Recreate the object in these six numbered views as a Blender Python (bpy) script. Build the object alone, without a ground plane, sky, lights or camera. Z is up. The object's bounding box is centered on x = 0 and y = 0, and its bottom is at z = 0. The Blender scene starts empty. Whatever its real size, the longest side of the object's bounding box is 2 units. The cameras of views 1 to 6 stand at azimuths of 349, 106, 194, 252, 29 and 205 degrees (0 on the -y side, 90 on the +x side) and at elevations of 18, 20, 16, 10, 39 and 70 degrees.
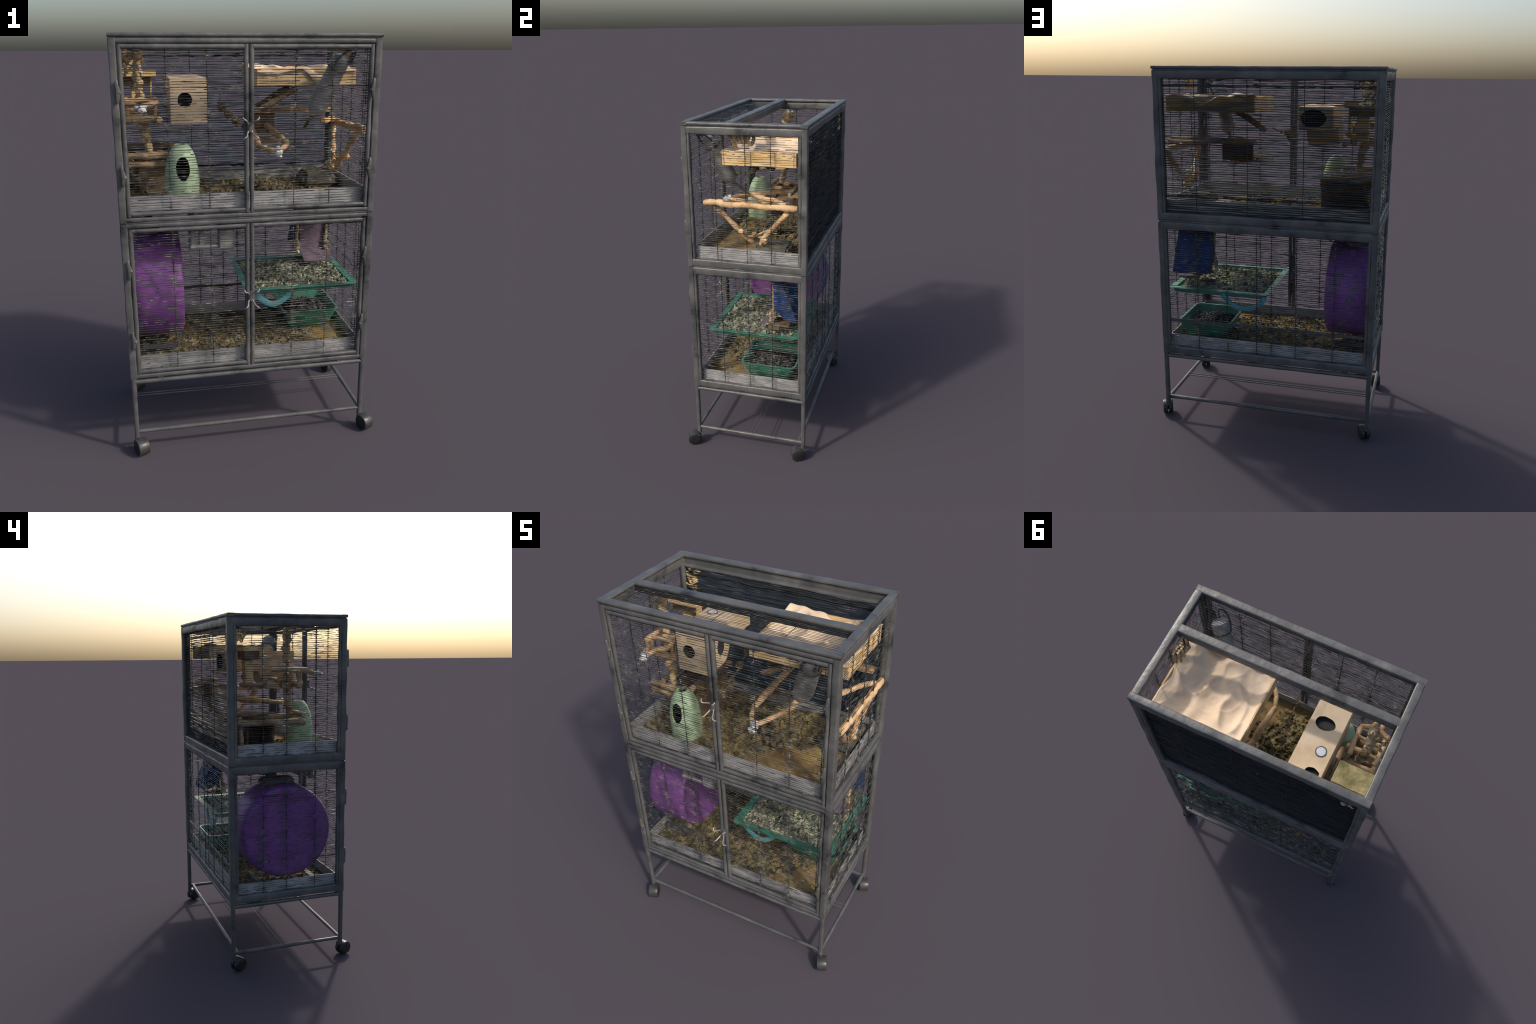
import bpy, bmesh, math, random
import numpy as np
from mathutils import Vector, Matrix, noise

random.seed(7)
R = np.random.default_rng(11)
V = Vector

# ------------------------------------------------------------------ helpers
def fbm(p, s=1.0, o=3):
    return noise.fractal(V(p) * s, 1.0, 2.0, o)

def new_empty(name, loc, label, category):
    e = bpy.data.objects.new(name, None)
    e.location = loc
    e.empty_display_size = 0.1
    bpy.context.scene.collection.objects.link(e)
    e["label"] = label
    e["category"] = category
    return e

def link(name, me, mat, parent=None, smooth=True, angle=40, stuff=False):
    ob = bpy.data.objects.new(name, me)
    bpy.context.scene.collection.objects.link(ob)
    if mat is not None and not me.materials:
        me.materials.append(mat)
    if smooth:
        me.shade_smooth()
        me.set_sharp_from_angle(angle=math.radians(angle))
    if parent is not None:
        ob.parent = parent
        m = Matrix.Identity(4)
        q = parent
        while q is not None:
            m = Matrix.Translation(-V(q.location)) @ m if q.type == 'EMPTY' else m
            q = q.parent
        ob.matrix_parent_inverse = m
    if stuff:
        ob["kind"] = "stuff"
    return ob

class Geo:
    """collects vertices and faces of one mesh"""
    def __init__(self):
        self.v, self.f, self.m = [], [], []
    def add(self, vs, fs, mi=0):
        n = len(self.v)
        self.v.extend(tuple(x) for x in vs)
        self.f.extend(tuple(i + n for i in f) for f in fs)
        self.m.extend([mi] * len(fs))
    def obj(self, name, mats, parent=None, **k):
        me = bpy.data.meshes.new(name)
        me.from_pydata(self.v, [], self.f)
        if not isinstance(mats, (list, tuple)):
            mats = [mats]
        for m in mats:
            me.materials.append(m)
        me.polygons.foreach_set("material_index", self.m)
        me.update()
        bm = bmesh.new(); bm.from_mesh(me)
        bmesh.ops.recalc_face_normals(bm, faces=bm.faces)
        bm.to_mesh(me); bm.free()
        return link(name, me, None, parent, **k)

def frame_at(t, up=None):
    t = t.normalized()
    ref = V((0, 0, 1)) if up is None else V(up)
    if abs(t.dot(ref)) > 0.95:
        ref = V((0, 1, 0))
    a = t.cross(ref).normalized()
    b = a.cross(t).normalized()
    return a, b

def rrect(w, h, r, n=3):
    """rounded rectangle outline, counter clockwise"""
    pts = []
    for cx, cy, a0 in ((w/2-r, h/2-r, 0), (-w/2+r, h/2-r, 90), (-w/2+r, -h/2+r, 180), (w/2-r, -h/2+r, 270)):
        for i in range(n):
            a = math.radians(a0 + 90 * i / (n - 1))
            pts.append((cx + r * math.cos(a), cy + r * math.sin(a)))
    return pts

def sweep(g, path, section, wob=0.0, wscale=14, scale=None, up=None, mi=0, twist=0.0):
    """sweep a cross-section along a path of points"""
    path = [V(p) for p in path]
    n, k = len(path), len(section)
    vs = []
    for i, p in enumerate(path):
        t = path[min(i+1, n-1)] - path[max(i-1, 0)]
        a, b = frame_at(t, up)
        s = 1.0 if scale is None else scale[i]
        for x, y in section:
            q = p + a * x * s + b * y * s
            if wob:
                d = (a * x + b * y).normalized()
                q = q + d * wob * (fbm(q, wscale, 2) + .9*fbm(q, wscale*.35, 2))
            vs.append(q)
    fs = []
    for i in range(n - 1):
        for j in range(k):
            fs.append((i*k+j, i*k+(j+1) % k, (i+1)*k+(j+1) % k, (i+1)*k+j))
    fs.append(tuple(range(k)))
    fs.append(tuple((n-1)*k + j for j in range(k)))
    g.add(vs, fs, mi)

def seg(p0, p1, step):
    p0, p1 = V(p0), V(p1)
    n = max(2, int((p1 - p0).length / step) + 1)
    return [p0.lerp(p1, i / (n - 1)) for i in range(n)]

def bar(g, p0, p1, w, h, wob=0.0022, r=None, up=None, step=0.014, mi=0):
    sweep(g, seg(p0, p1, step), rrect(w, h, r or min(w, h) * 0.42, 4), wob, 10, None, up, mi)

def circle(r, k):
    return [(r * math.cos(2*math.pi*i/k), r * math.sin(2*math.pi*i/k)) for i in range(k)]

def spline(pts, n):
    """Catmull-Rom through the points"""
    P = [V(p) for p in pts]
    P = [P[0]*2 - P[1]] + P + [P[-1]*2 - P[-2]]
    out = []
    m = len(P) - 3
    for i in range(n):
        u = i / (n - 1) * m
        k = min(int(u), m - 1); t = u - k
        a, b, c, d = P[k:k+4]
        out.append(0.5 * ((2*b) + (c - a) * t + (2*a - 5*b + 4*c - d) * t*t + (3*b - a - 3*c + d) * t**3))
    return out

def tube(g, pts, r, n=20, k=8, wob=0.0, wscale=40, taper=None, mi=0, smoothpath=True):
    path = spline(pts, n) if smoothpath else [V(p) for p in pts]
    sc = None
    if taper is not None:
        sc = [taper[0] + (taper[1]-taper[0]) * i/(len(path)-1) for i in range(len(path))]
    sweep(g, path, circle(r, k), wob, wscale, sc, None, mi)

def log(g, p0, p1, r, wob=0.22, k=12, bend=0.006, mi=0):
    """a stick with an uneven outline, slight bend and rounded ends"""
    p0, p1 = V(p0), V(p1)
    L = (p1 - p0).length
    n = max(8, int(L / 0.009))
    a, b = frame_at(p1 - p0)
    ph = random.random() * 50
    path, sc = [], []
    for i in range(n):
        t = i / (n - 1)
        q = p0.lerp(p1, t)
        q += a * bend * fbm((t*3*L/0.3+ph, 0, 0), 1, 2) + b * bend * fbm((0, t*3*L/0.3+ph, 4), 1, 2)
        e = min(t, 1 - t) * L / r
        sc.append((1 if e > 0.5 else 0.72 + 0.28 * (e/0.5)) * (1 + 0.14*fbm((t*L*14, ph, 1), 1, 2)))
        path.append(q)
    sweep(g, path, circle(r, k), r * wob, 32, sc, None, mi)

def box(g, c0, c1, wob=0.0, step=0.02, mi=0, bevel=0.002):
    """box with chamfered edges; subdivided and roughened if wob is set"""
    c0, c1 = V(c0), V(c1)
    lo = V([min(c0[i], c1[i]) for i in range(3)]); hi = V([max(c0[i], c1[i]) for i in range(3)])
    bm = bmesh.new()
    bmesh.ops.create_cube(bm, size=1)
    for v in bm.verts:
        v.co = V([lo[i] + (v.co[i] + .5) * (hi[i] - lo[i]) for i in range(3)])
    bev = min(bevel, min(hi - lo) * 0.3)
    bmesh.ops.bevel(bm, geom=bm.edges[:], offset=bev, segments=2, affect='EDGES')
    if wob:
        for _ in range(6):
            es = [e for e in bm.edges if e.calc_length() > step]
            if not es: break
            bmesh.ops.subdivide_edges(bm, edges=es, cuts=1, use_grid_fill=True)
        for v in bm.verts:
            v.co += V((fbm(v.co, 18, 2), fbm(v.co + V((7, 0, 0)), 18, 2), fbm(v.co + V((0, 9, 0)), 18, 2))) * wob
    bm.verts.index_update()
    g.add([v.co.copy() for v in bm.verts], [[v.index for v in f.verts] for f in bm.faces], mi)
    bm.free()

_ico = {}
def ico(sub):
    if sub not in _ico:
        bm = bmesh.new(); bmesh.ops.create_icosphere(bm, subdivisions=sub, radius=1)
        _ico[sub] = ([v.co.copy() for v in bm.verts], [[v.index for v in f.verts] for f in bm.faces])
        bm.free()
    return _ico[sub]

def lump(g, c, r, sub=2, wob=0.35, ns=1.6, squash=(1, 1, 1), rot=None, mi=0):
    vs, fs = ico(sub)
    ph = V((random.random()*40, random.random()*40, random.random()*40))
    M = rot if rot is not None else Matrix.Rotation(random.random()*6.28, 3, V((random.random()-.5, random.random()-.5, random.random()-.5+1e-3)).normalized())
    c = V(c)
    out = []
    for v in vs:
        q = v * (1 + wob * fbm(v*ns + ph, 1, 2))
        q = V((q[0]*squash[0], q[1]*squash[1], q[2]*squash[2]))
        out.append(c + (M @ q) * r)
    g.add(out, fs, mi)

def chamfer_lathe(g, prof, c, k=40, axis='z', mi=0, closed=False):
    """revolve (radius, height) profile about an axis through c"""
    vs, fs = [], []
    n = len(prof)
    for r, h in prof:
        for j in range(k):
            a = 2*math.pi*j/k
            x, y = r*math.cos(a), r*math.sin(a)
            p = {'z': (x, y, h), 'x': (h, x, y), 'y': (x, h, y)}[axis]
            vs.append(V(c) + V(p))
    for i in range(n if closed else n-1):
        i2 = (i+1) % n
        for j in range(k):
            fs.append((i*k+j, i*k+(j+1) % k, i2*k+(j+1) % k, i2*k+j))
    if not closed:
        fs.append(tuple(range(k))); fs.append(tuple((n-1)*k+j for j in range(k)))
    g.add(vs, fs, mi)

# ---------------------------------------------------------------- materials
def mat(name, cols, scale=8, rough=0.6, bump=0.2, bscale=60, metallic=0.0, stretch=(1, 1, 1), detail=5, spec=0.4, pos=None, vor=False, rnd=0.0, trans=0.0, dist=0.01):
    m = bpy.data.materials.new(name)
    m.use_nodes = True
    nt = m.node_tree
    b = nt.nodes["Principled BSDF"]
    tc = nt.nodes.new("ShaderNodeTexCoord")
    mp = nt.nodes.new("ShaderNodeMapping")
    mp.inputs["Scale"].default_value = stretch
    nt.links.new(tc.outputs["Object"], mp.inputs["Vector"])
    nz = nt.nodes.new("ShaderNodeTexNoise")
    nz.inputs["Scale"].default_value = scale
    nz.inputs["Detail"].default_value = detail
    nz.inputs["Roughness"].default_value = 0.62
    nt.links.new(mp.outputs[0], nz.inputs["Vector"])
    cr = nt.nodes.new("ShaderNodeValToRGB")
    el = cr.color_ramp.elements
    n = len(cols)
    pos = pos or [0.3 + 0.4*i/max(1, n-1) for i in range(n)]
    while len(el) < n: el.new(0.5)
    for i in range(n):
        el[i].position = pos[i]; el[i].color = (*cols[i], 1)
    src = nz.outputs["Fac"]
    if vor:
        vo = nt.nodes.new("ShaderNodeTexVoronoi")
        vo.inputs["Scale"].default_value = scale * 4
        nt.links.new(mp.outputs[0], vo.inputs["Vector"])
        sep = nt.nodes.new("ShaderNodeSeparateColor")
        nt.links.new(vo.outputs["Color"], sep.inputs[0])
        mx = nt.nodes.new("ShaderNodeMix")
        mx.inputs[0].default_value = 0.5
        nt.links.new(nz.outputs["Fac"], mx.inputs[2]); nt.links.new(sep.outputs[0], mx.inputs[3])
        src = mx.outputs[0]
    nt.links.new(src, cr.inputs[0])
    nt.links.new(cr.outputs[0], b.inputs["Base Color"])
    b.inputs["Roughness"].default_value = rough
    b.inputs["Metallic"].default_value = metallic
    b.inputs["Specular IOR Level"].default_value = spec
    b.inputs["Transmission Weight"].default_value = trans
    if bump:
        n2 = nt.nodes.new("ShaderNodeTexNoise")
        n2.inputs["Scale"].default_value = bscale
        n2.inputs["Detail"].default_value = 4
        nt.links.new(mp.outputs[0], n2.inputs["Vector"])
        bp = nt.nodes.new("ShaderNodeBump")
        bp.inputs["Strength"].default_value = bump
        bp.inputs["Distance"].default_value = dist
        nt.links.new(n2.outputs["Fac"], bp.inputs["Height"])
        nt.links.new(bp.outputs[0], b.inputs["Normal"])
    return m

M_frame = mat("grey_enamel_steel", [(.026, .028, .029), (.082, .083, .082), (.108, .107, .104), (.165, .16, .152)], 8, .40, .6, 11, .1, spec=.45, pos=[.30, .43, .58, .76], detail=7, stretch=(1, 1, 1.0))
M_wire = mat("dark_wire", [(.018, .02, .02), (.045, .046, .042), (.24, .22, .185)], 34, .42, .1, 90, .1, pos=[.4, .54, .70])  # pale ramp end paints sun glints on strands; near-black end their shaded stretches
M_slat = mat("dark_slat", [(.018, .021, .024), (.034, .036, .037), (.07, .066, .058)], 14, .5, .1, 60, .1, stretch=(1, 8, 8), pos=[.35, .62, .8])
M_clip = mat("bright_clip_metal", [(.24, .225, .21), (.38, .36, .34)], 20, .45, .1, 60, .3)
M_castor = mat("castor_plastic", [(.010, .010, .010), (.028, .028, .027)], 20, .42, .1, 60)
M_hood = mat("castor_hood_metal", [(.032, .032, .031), (.075, .075, .072)], 14, .36, .1, 60, .25)
M_pan = mat("galvanised_pan", [(.22, .22, .215), (.35, .345, .34), (.46, .44, .435)], 6, .5, .3, 40, .1, stretch=(1, 1, 5))
M_pine = mat("pale_pine", [(.50, .33, .16), (.66, .46, .24), (.74, .55, .32)], 5, .65, .15, 50, stretch=(1.5, 1.5, 7), dist=.004)
M_pineh = mat("pale_pine_board", [(.60, .38, .16), (.74, .50, .23), (.80, .59, .30)], 6, .65, .15, 50, stretch=(1.5, 1, 9), dist=.004)
M_box = mat("plywood", [(.51, .375, .235), (.64, .485, .315), (.695, .555, .39)], 4, .65, .12, 40, stretch=(2, 2, 5), dist=.003)
M_dark = mat("hole_interior", [(.03, .027, .024), (.05, .045, .04)], 10, .9, 0)  # unlit gloom inside the openings, baked in as a near-black lining
M_ringhole = mat("smudged_bore_edge", [(.035, .034, .034), (.075, .07, .062)], 30, .9, .1, 50)
M_plug = mat("pale_metal_plug", [(.5, .52, .55), (.62, .64, .67)], 20, .4, .05, 50)
M_log = mat("peeled_log", [(.17, .10, .05), (.40, .265, .145), (.56, .405, .245)], 12, .75, .5, 70, stretch=(1, 1, 1), dist=.006)
M_logl = mat("pale_warm_log", [(.36, .205, .10), (.59, .385, .205), (.70, .50, .295)], 12, .7, .45, 70, dist=.006)  # paler, warmer version of the log colour
M_bark = mat("brown_bark", [(.07, .045, .025), (.16, .105, .06), (.28, .19, .11)], 14, .85, .6, 60, dist=.006)
M_rope = mat("sisal_rope", [(.22, .15, .07), (.48, .35, .19), (.66, .52, .32)], 26, .85, .7, 120, dist=.006)
M_toy = mat("dry_seed_toy", [(.05, .04, .022), (.14, .11, .06), (.34, .27, .16)], 20, .9, .6, 90)
M_tip = mat("white_metal_tip", [(.38, .37, .36), (.62, .61, .6), (.8, .79, .77)], 30, .45, .4, 60, .1)
M_cloth = mat("fleece_cloth", [(.62, .46, .31), (.74, .57, .40), (.78, .62, .45)], 5, .9, .15, 30, dist=.006)
M_vase = mat("celadon_clay", [(.24, .35, .24), (.40, .53, .33), (.47, .60, .38)], 5, .55, .12, 20, pos=[.25, .45, .7])
M_bottle = mat("frosted_plastic", [(.17, .17, .165), (.36, .35, .34), (.50, .49, .48)], 6, .28, .1, 30, trans=.12)
M_cap = mat("bottle_cap_metal", [(.3, .3, .31), (.5, .5, .52)], 12, .25, .1, 40, .5)
M_moss = mat("mossy_board", [(.11, .10, .04), (.22, .19, .085), (.37, .30, .145)], 14, .9, .5, 70)
M_beddark = mat("bark_bedding", [(.085, .068, .032), (.16, .124, .056), (.245, .19, .086), (.33, .235, .092)], 8, .95, .6, 90, vor=True, pos=[.22, .45, .62, .8])
M_sand = mat("straw_mat", [(.15, .095, .035), (.28, .185, .07), (.37, .26, .105)], 7, .9, .4, 90)
M_pellet = mat("paper_pellets", [(.07, .057, .032), (.155, .122, .058), (.265, .205, .095), (.35, .27, .125)], 10, .95, .5, 100, vor=True, pos=[.25, .45, .62, .8])  # base colour darkened for the shadow lying over the lower floor
M_pelletg = mat("greenish_pellets", [(.055, .075, .055), (.195, .215, .145), (.40, .385, .26), (.50, .47, .33)], 10, .95, .5, 100, vor=True, pos=[.25, .45, .62, .8])
M_peat = mat("dark_peat", [(.02, .018, .016), (.05, .045, .042), (.13, .12, .115)], 16, .95, .6, 90, vor=True)
M_teal = mat("green_plastic", [(.042, .148, .10), (.056, .22, .147), (.076, .27, .187)], 6, .42, .12, 24, pos=[.25, .5, .75])
M_tealb = mat("blue_green_plastic", [(.05, .24, .26), (.11, .33, .34), (.15, .38, .39)], 6, .45, .1, 24)
M_purple = mat("purple_plastic", [(.135, .05, .18), (.195, .072, .25), (.235, .09, .295)], 5, .4, .1, 18, pos=[.25, .5, .75])
M_blue = mat("blue_cloth", [(.005, .016, .060), (.009, .028, .10), (.014, .042, .14)], 6, .7, .2, 60)
M_mauve = mat("mauve_lining", [(.12, .085, .115), (.18, .13, .17)], 8, .85, .3, 60)
M_grey = mat("grey_plastic", [(.20, .20, .19), (.33, .32, .30)], 8, .5, .15, 30)
M_dgrey = mat("dark_grey_plastic", [(.05, .055, .055), (.1, .1, .095)], 8, .5, .15, 30)
M_stone = mat("grey_stone", [(.075, .07, .05), (.13, .122, .092), (.19, .175, .13)], 8, .85, .4, 40)

# ------------------------------------------------------------------ the cage
X0, X1, Y0, Y1 = -0.617, 0.581, -0.320, 0.369     # outside of the frame
UZ0, UZ1 = 1.190, 1.977                            # upper storey
LZ0, LZ1 = 0.408, 1.184                            # lower storey
P = 0.033                                          # post width
cage = new_empty("rodent_cage", (0, 0, 0), "tall two-storey grey wire rodent cage on a castor stand", "pet cage")

def storey(name, z0, z1):
    g = Geo()
    h = P/2
    for x in (X0+h, X1-h):
        for y in (Y0+h, Y1-h):
            bar(g, (x, y, z0), (x, y, z1), P, P, .0028, r=.006)
    t = 0.022
    for z in (z0 + t/2, z1 - t/2):                   # front rails; the doors stand behind them
        bar(g, (X0+P-.003, Y0+.0145, z), (X1-P+.003, Y0+.0145, z), .025, t, .0028, r=.007)
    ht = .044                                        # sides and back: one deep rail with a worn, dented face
    for z in (z0 + ht/2, z1 - ht/2):
        bar(g, (X0+P-.004, Y1-.0150, z), (X1-P+.004, Y1-.0150, z), .027, ht, .0036, r=.008)
        for x in (X0+.0150, X1-.0150):
            bar(g, (x, Y0+P-.004, z), (x, Y1-P+.004, z), .027, ht, .0036, r=.008)
    for x in (X0+.0145, X1-.0145):
        for y in (Y0+P+.006, Y1-P-.006):
            bar(g, (x, y, z0+.02), (x, y, z1-.02), .024, .018, .003)
    y = Y1-.0145
    for x in (X0+P+.006, X1-P-.006):
        bar(g, (x, y, z0+.02), (x, y, z1-.02), .018, .024, .003)
    g.obj(name, M_frame, cage)

storey("storey_frame", UZ0, UZ1)
storey("storey_frame", LZ0, LZ1)

# lid: ring with one lengthwise bar
g = Geo()
zl, tl = 1.9895, .017
w = .041
for y in (Y0+w/2-.001, Y1-w/2+.001):
    bar(g, (X0-.001, y, zl), (X1+.001, y, zl), w, tl, .002, r=.006)
for x in (X0+w/2-.002, X1-w/2+.002):
    bar(g, (x, Y0+w-.004, zl), (x, Y1-w+.004, zl), w, tl, .002, r=.006)
bar(g, (X0+w-.006, -.062, zl+.0005), (X1-w+.006, -.062, zl+.0005), .046, tl, .002, r=.006)
bar(g, (X0+w-.006, -.046, 1.966), (X1-w+.006, -.046, 1.966), .015, .042, .002)
g.obj("lid_frame", M_frame, cage)
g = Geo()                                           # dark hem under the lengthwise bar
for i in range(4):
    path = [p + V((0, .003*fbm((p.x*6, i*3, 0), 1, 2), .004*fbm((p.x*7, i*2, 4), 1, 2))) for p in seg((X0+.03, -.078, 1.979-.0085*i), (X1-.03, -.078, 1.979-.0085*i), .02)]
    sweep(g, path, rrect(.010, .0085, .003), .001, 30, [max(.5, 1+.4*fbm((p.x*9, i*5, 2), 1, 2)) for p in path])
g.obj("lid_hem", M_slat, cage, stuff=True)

# doors
def door(xa, xb, z0, z1):
    g = Geo()
    s, d, y = .0215, .022, -.3075
    for x in (xa+s/2, xb-s/2):
        bar(g, (x, y, z0), (x, y, z1), s, d, .0025)
    for z in (z0+s/2, z1-s/2):
        bar(g, (xa+s-.003, y, z), (xb-s+.003, y, z), d, s, .0025)
    return g.obj("door", M_frame, cage)

XM = -.0245
dz = {}
for z0, z1 in ((UZ0+.026, UZ1-.024), (LZ0+.024, LZ1-.024)):
    dl = door(X0+P+.001, XM-.0012, z0, z1)
    dr = door(XM+.0012, X1-P-.001, z0, z1)
    for side, xh, d in ((-1, -.590, dl), (1, .5425, dr)):
        for f in (.74, .255):
            zc = z0 + f*(z1-z0)
            g = Geo()
            prof = [(zc-.048, .3), (zc-.04, .8), (zc-.012, 1), (zc+.008, 1.15), (zc+.028, .8), (zc+.043, .7), (zc+.048, .3)]
            sweep(g, [(xh + side*-.004*(abs(z-zc) < .02), -.333, z) for z, _ in prof], rrect(.017, .017, .005), .001, 40, [s for _, s in prof], (0, 1, 0))
            lump(g, (xh - side*.009, -.333, zc-.004), .011, 2, .2)
            g.obj("hinge", M_frame, d)
    # hooks that hold the two doors together
    zc = (z0 + z1)/2 + (.016 if z0 > 1 else .003)
    g = Geo()
    for s in (-1, 1):
        for up, yy in ((1, -.352), (-1, -.356)):
            z = zc + up*.034
            bend = .014 if up > 0 else -.016
            pts = [(XM + s*.008, -.334, zc + up*.012), (XM + s*.012, -.340, zc+up*.022), (XM + s*.021, yy-.012, z), (XM + s*.031, yy-.016, z + bend*.4), (XM + s*.036, yy-.006, z + bend)]
            tube(g, pts, .0031, 18, 7, .0008, 60)
    g.obj("door_hook", M_clip, cage)
    g = Geo()
    bar(g, (XM, -.320, zc-.02), (XM, -.320, zc+.024), .026, .034, .003)
    g.obj("latch_plate", M_frame, cage)

# hidden cores that close the seams between lid, storeys and back mesh
g = Geo()
for z in (1.187, 1.979):
    for y in (Y0+.014, Y1-.014):
        bar(g, (X0+.006, y, z), (X1-.006, y, z), .016, .016, .001)
    for x in (X0+.014, X1-.014):
        bar(g, (x, Y0+.01, z), (x, Y1-.01, z), .016, .016, .001)
bar(g, (X0+.02, .338, UZ0+.036), (X1-.02, .338, UZ0+.036), .048, .016, .003)
bar(g, (X0+.02, .338, UZ1-.036), (X1-.02, .338, UZ1-.036), .044, .016, .003)
for x in (X0+.03, X1-.03):
    bar(g, (x, .335, UZ0+.03), (x, .335, UZ1-.03), .030, .046, .003)
g.obj("seam_core", M_frame, cage)

# ---- wire mesh
PITCH = .0115
def wires(name, axis, fixed, a0, a1, z0, z1, verts, rh=.0014, rv=.0021, breaks=.08, vz=None):
    """horizontal wires with uneven thickness and short gaps, on a few uprights"""
    g = Geo()
    pt = (lambda a, d, z: (a, fixed + d, z)) if axis == 'x' else (lambda a, d, z: (fixed + d, a, z))
    n = int((z1 - z0) / PITCH)
    for i in range(n):
        z = z0 + (i + .5) * (z1 - z0) / n
        zj = (random.random()-.5) * .0035
        thick = 1.0 + (random.random() - .5)*.5 + (0.8 if random.random() < .04 else 0)
        m = max(4, int((a1 - a0) / .016))
        run, sc = [], []
        for j in range(m + 1):
            a = a0 + (a1-a0) * j / m
            q = pt(a, .0008*fbm((a*9, i*3.1, 2), 1, 2), z + zj + .0020*fbm((a*7, i*1.7, 0), 1, 2))
            t = fbm((a*11, i*2.3, 5), 1, 2)
            near = min(abs(a - v) for v in verts) if verts else 1
            gap = random.random() < breaks and near > .02 and 0 < j < m
            if gap:
                if len(run) > 1: sweep(g, run, circle(rh, 4), scale=sc)
                run, sc = [], []
                continue
            run.append(q); sc.append(max(.4, (1 + .8*t + 1.5*math.exp(-near/.016)*random.random()**1.5) * thick))
        if len(run) > 1: sweep(g, run, circle(rh, 4), scale=sc)
    for k in range(int(26*(a1-a0)/.5)):          # fused, ragged clumps
        a = a0 + (a1-a0)*random.random()
        if verts and random.random() < .5: a = random.choice(verts) + (random.random()-.5)*.03
        z = z0 + (int(random.random()*n)+.5)*(z1-z0)/n
        L = .012 + .03*random.random()
        path = [pt(a + L*t, .001*fbm((a*50, t*3, z*20), 1, 2), z + .002*fbm((a*40, z*30, t*2), 1, 2)) for t in (-1, -.5, -.15, .2, .6, 1)]
        sweep(g, path, circle(rh*1.7, 5), scale=[.25, .7, 1.2, 1.1, .6, .2])
    for v in verts:
        m = int((z1-z0)/.012)
        path = [pt(v + .001*fbm((k*.7, v*30, 0), 1, 2), .002, z0 + (z1-z0)*k/m) for k in range(m+1)]
        sweep(g, path, circle(rv, 5), scale=[max(.5, 1 + .9*fbm((k*.9, v*17, 3), 1, 2)) for k in range(m+1)])
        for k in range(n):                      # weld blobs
            if random.random() < .45:
                lump(g, pt(v + (random.random()-.5)*.003, 0, z0 + (k+.5)*(z1-z0)/n), .0026 + random.random()*.0018, 1, .3, squash=(1.5, 1, .8), rot=Matrix.Identity(3))
    g.obj(name, M_wire, cage, smooth=False, stuff=True)

UA, UB = UZ0+.045, UZ1-.043
LA, LB = LZ0+.044, LZ1-.044
VX = {'L': [-.384, -.207], 'R': [.186, .357]}
for za, zb, br in ((UA, UB, .05), (LA, LB, .10)):
    wires("door_wires", 'x', -.308, -.566, -.045, za, zb, VX['L'], breaks=br)
    wires("door_wires", 'x', -.308, -.003, .527, za, zb, VX['R'] + [.516], breaks=br)
    wires("side_wires", 'y', .566, -.280, .329, za, zb, [-.141 if za > 1 else -.126, .031, .169], rh=.0012, breaks=.16)
    wires("side_wires", 'y', -.603, -.280, .329, za, zb, [.033, .171, -.14], rh=.0012, breaks=.18)
wires("back_wires", 'x', .3555, -.578, .540, LA, LB, [.363, .192, .025, -.058, -.195, -.4], breaks=.1)

# back of the upper storey: closely set flat slats
g = Geo()
SY = .334
n = int((UB - UA) / .0115)
for i in range(n):
    z = (random.random()-.5)*.002 + UA + (i+.5)*(UB-UA)/n
    path, sc = [], []
    th = 1 + (random.random()-.5)*.3
    for p in seg((-.585, SY, z), (.55, SY, z), .02):
        path.append(p + V((0, .007*fbm((p.x*5, i*1.3, 0), 1, 3), .0032*fbm((p.x*7, i*1.9, 4), 1, 3))))
        sc.append(th * max(.35, 1 + .7*fbm((p.x*9, i*2.7, 1), 1, 3)))
    sweep(g, path, [(.0108, -.0013), (.0108, .0013), (-.0108, .0016), (-.0108, -.0016)], scale=sc)
for zc in (1.901, 1.324):
    for k in range(26):
        lump(g, (-.56 + 1.09*random.random(), SY, zc + (random.random()-.5)*.012), .008, 1, .4, squash=(2.4, .8, .7), rot=Matrix.Identity(3))
g.obj("back_slats", M_slat, cage, smooth=False, stuff=True)
g = Geo()
for x in (.076, -.22, .36):
    sweep(g, seg((x, SY+.012, UA), (x, SY+.012, UB), .03), circle(.002, 5))
for z, t in ((1.901, .0035), (1.324, .0035)):
    sweep(g, seg((-.585, SY+.010, z), (.55, SY+.010, z), .03), rrect(.004, t*2, .001), .001, 20)
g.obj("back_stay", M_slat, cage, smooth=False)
g = Geo()
bar(g, (-.59, .352, .612), (.55, .352, .612), .006, .02, .002)
g.obj("back_crossbar", M_dgrey, cage)

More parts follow.
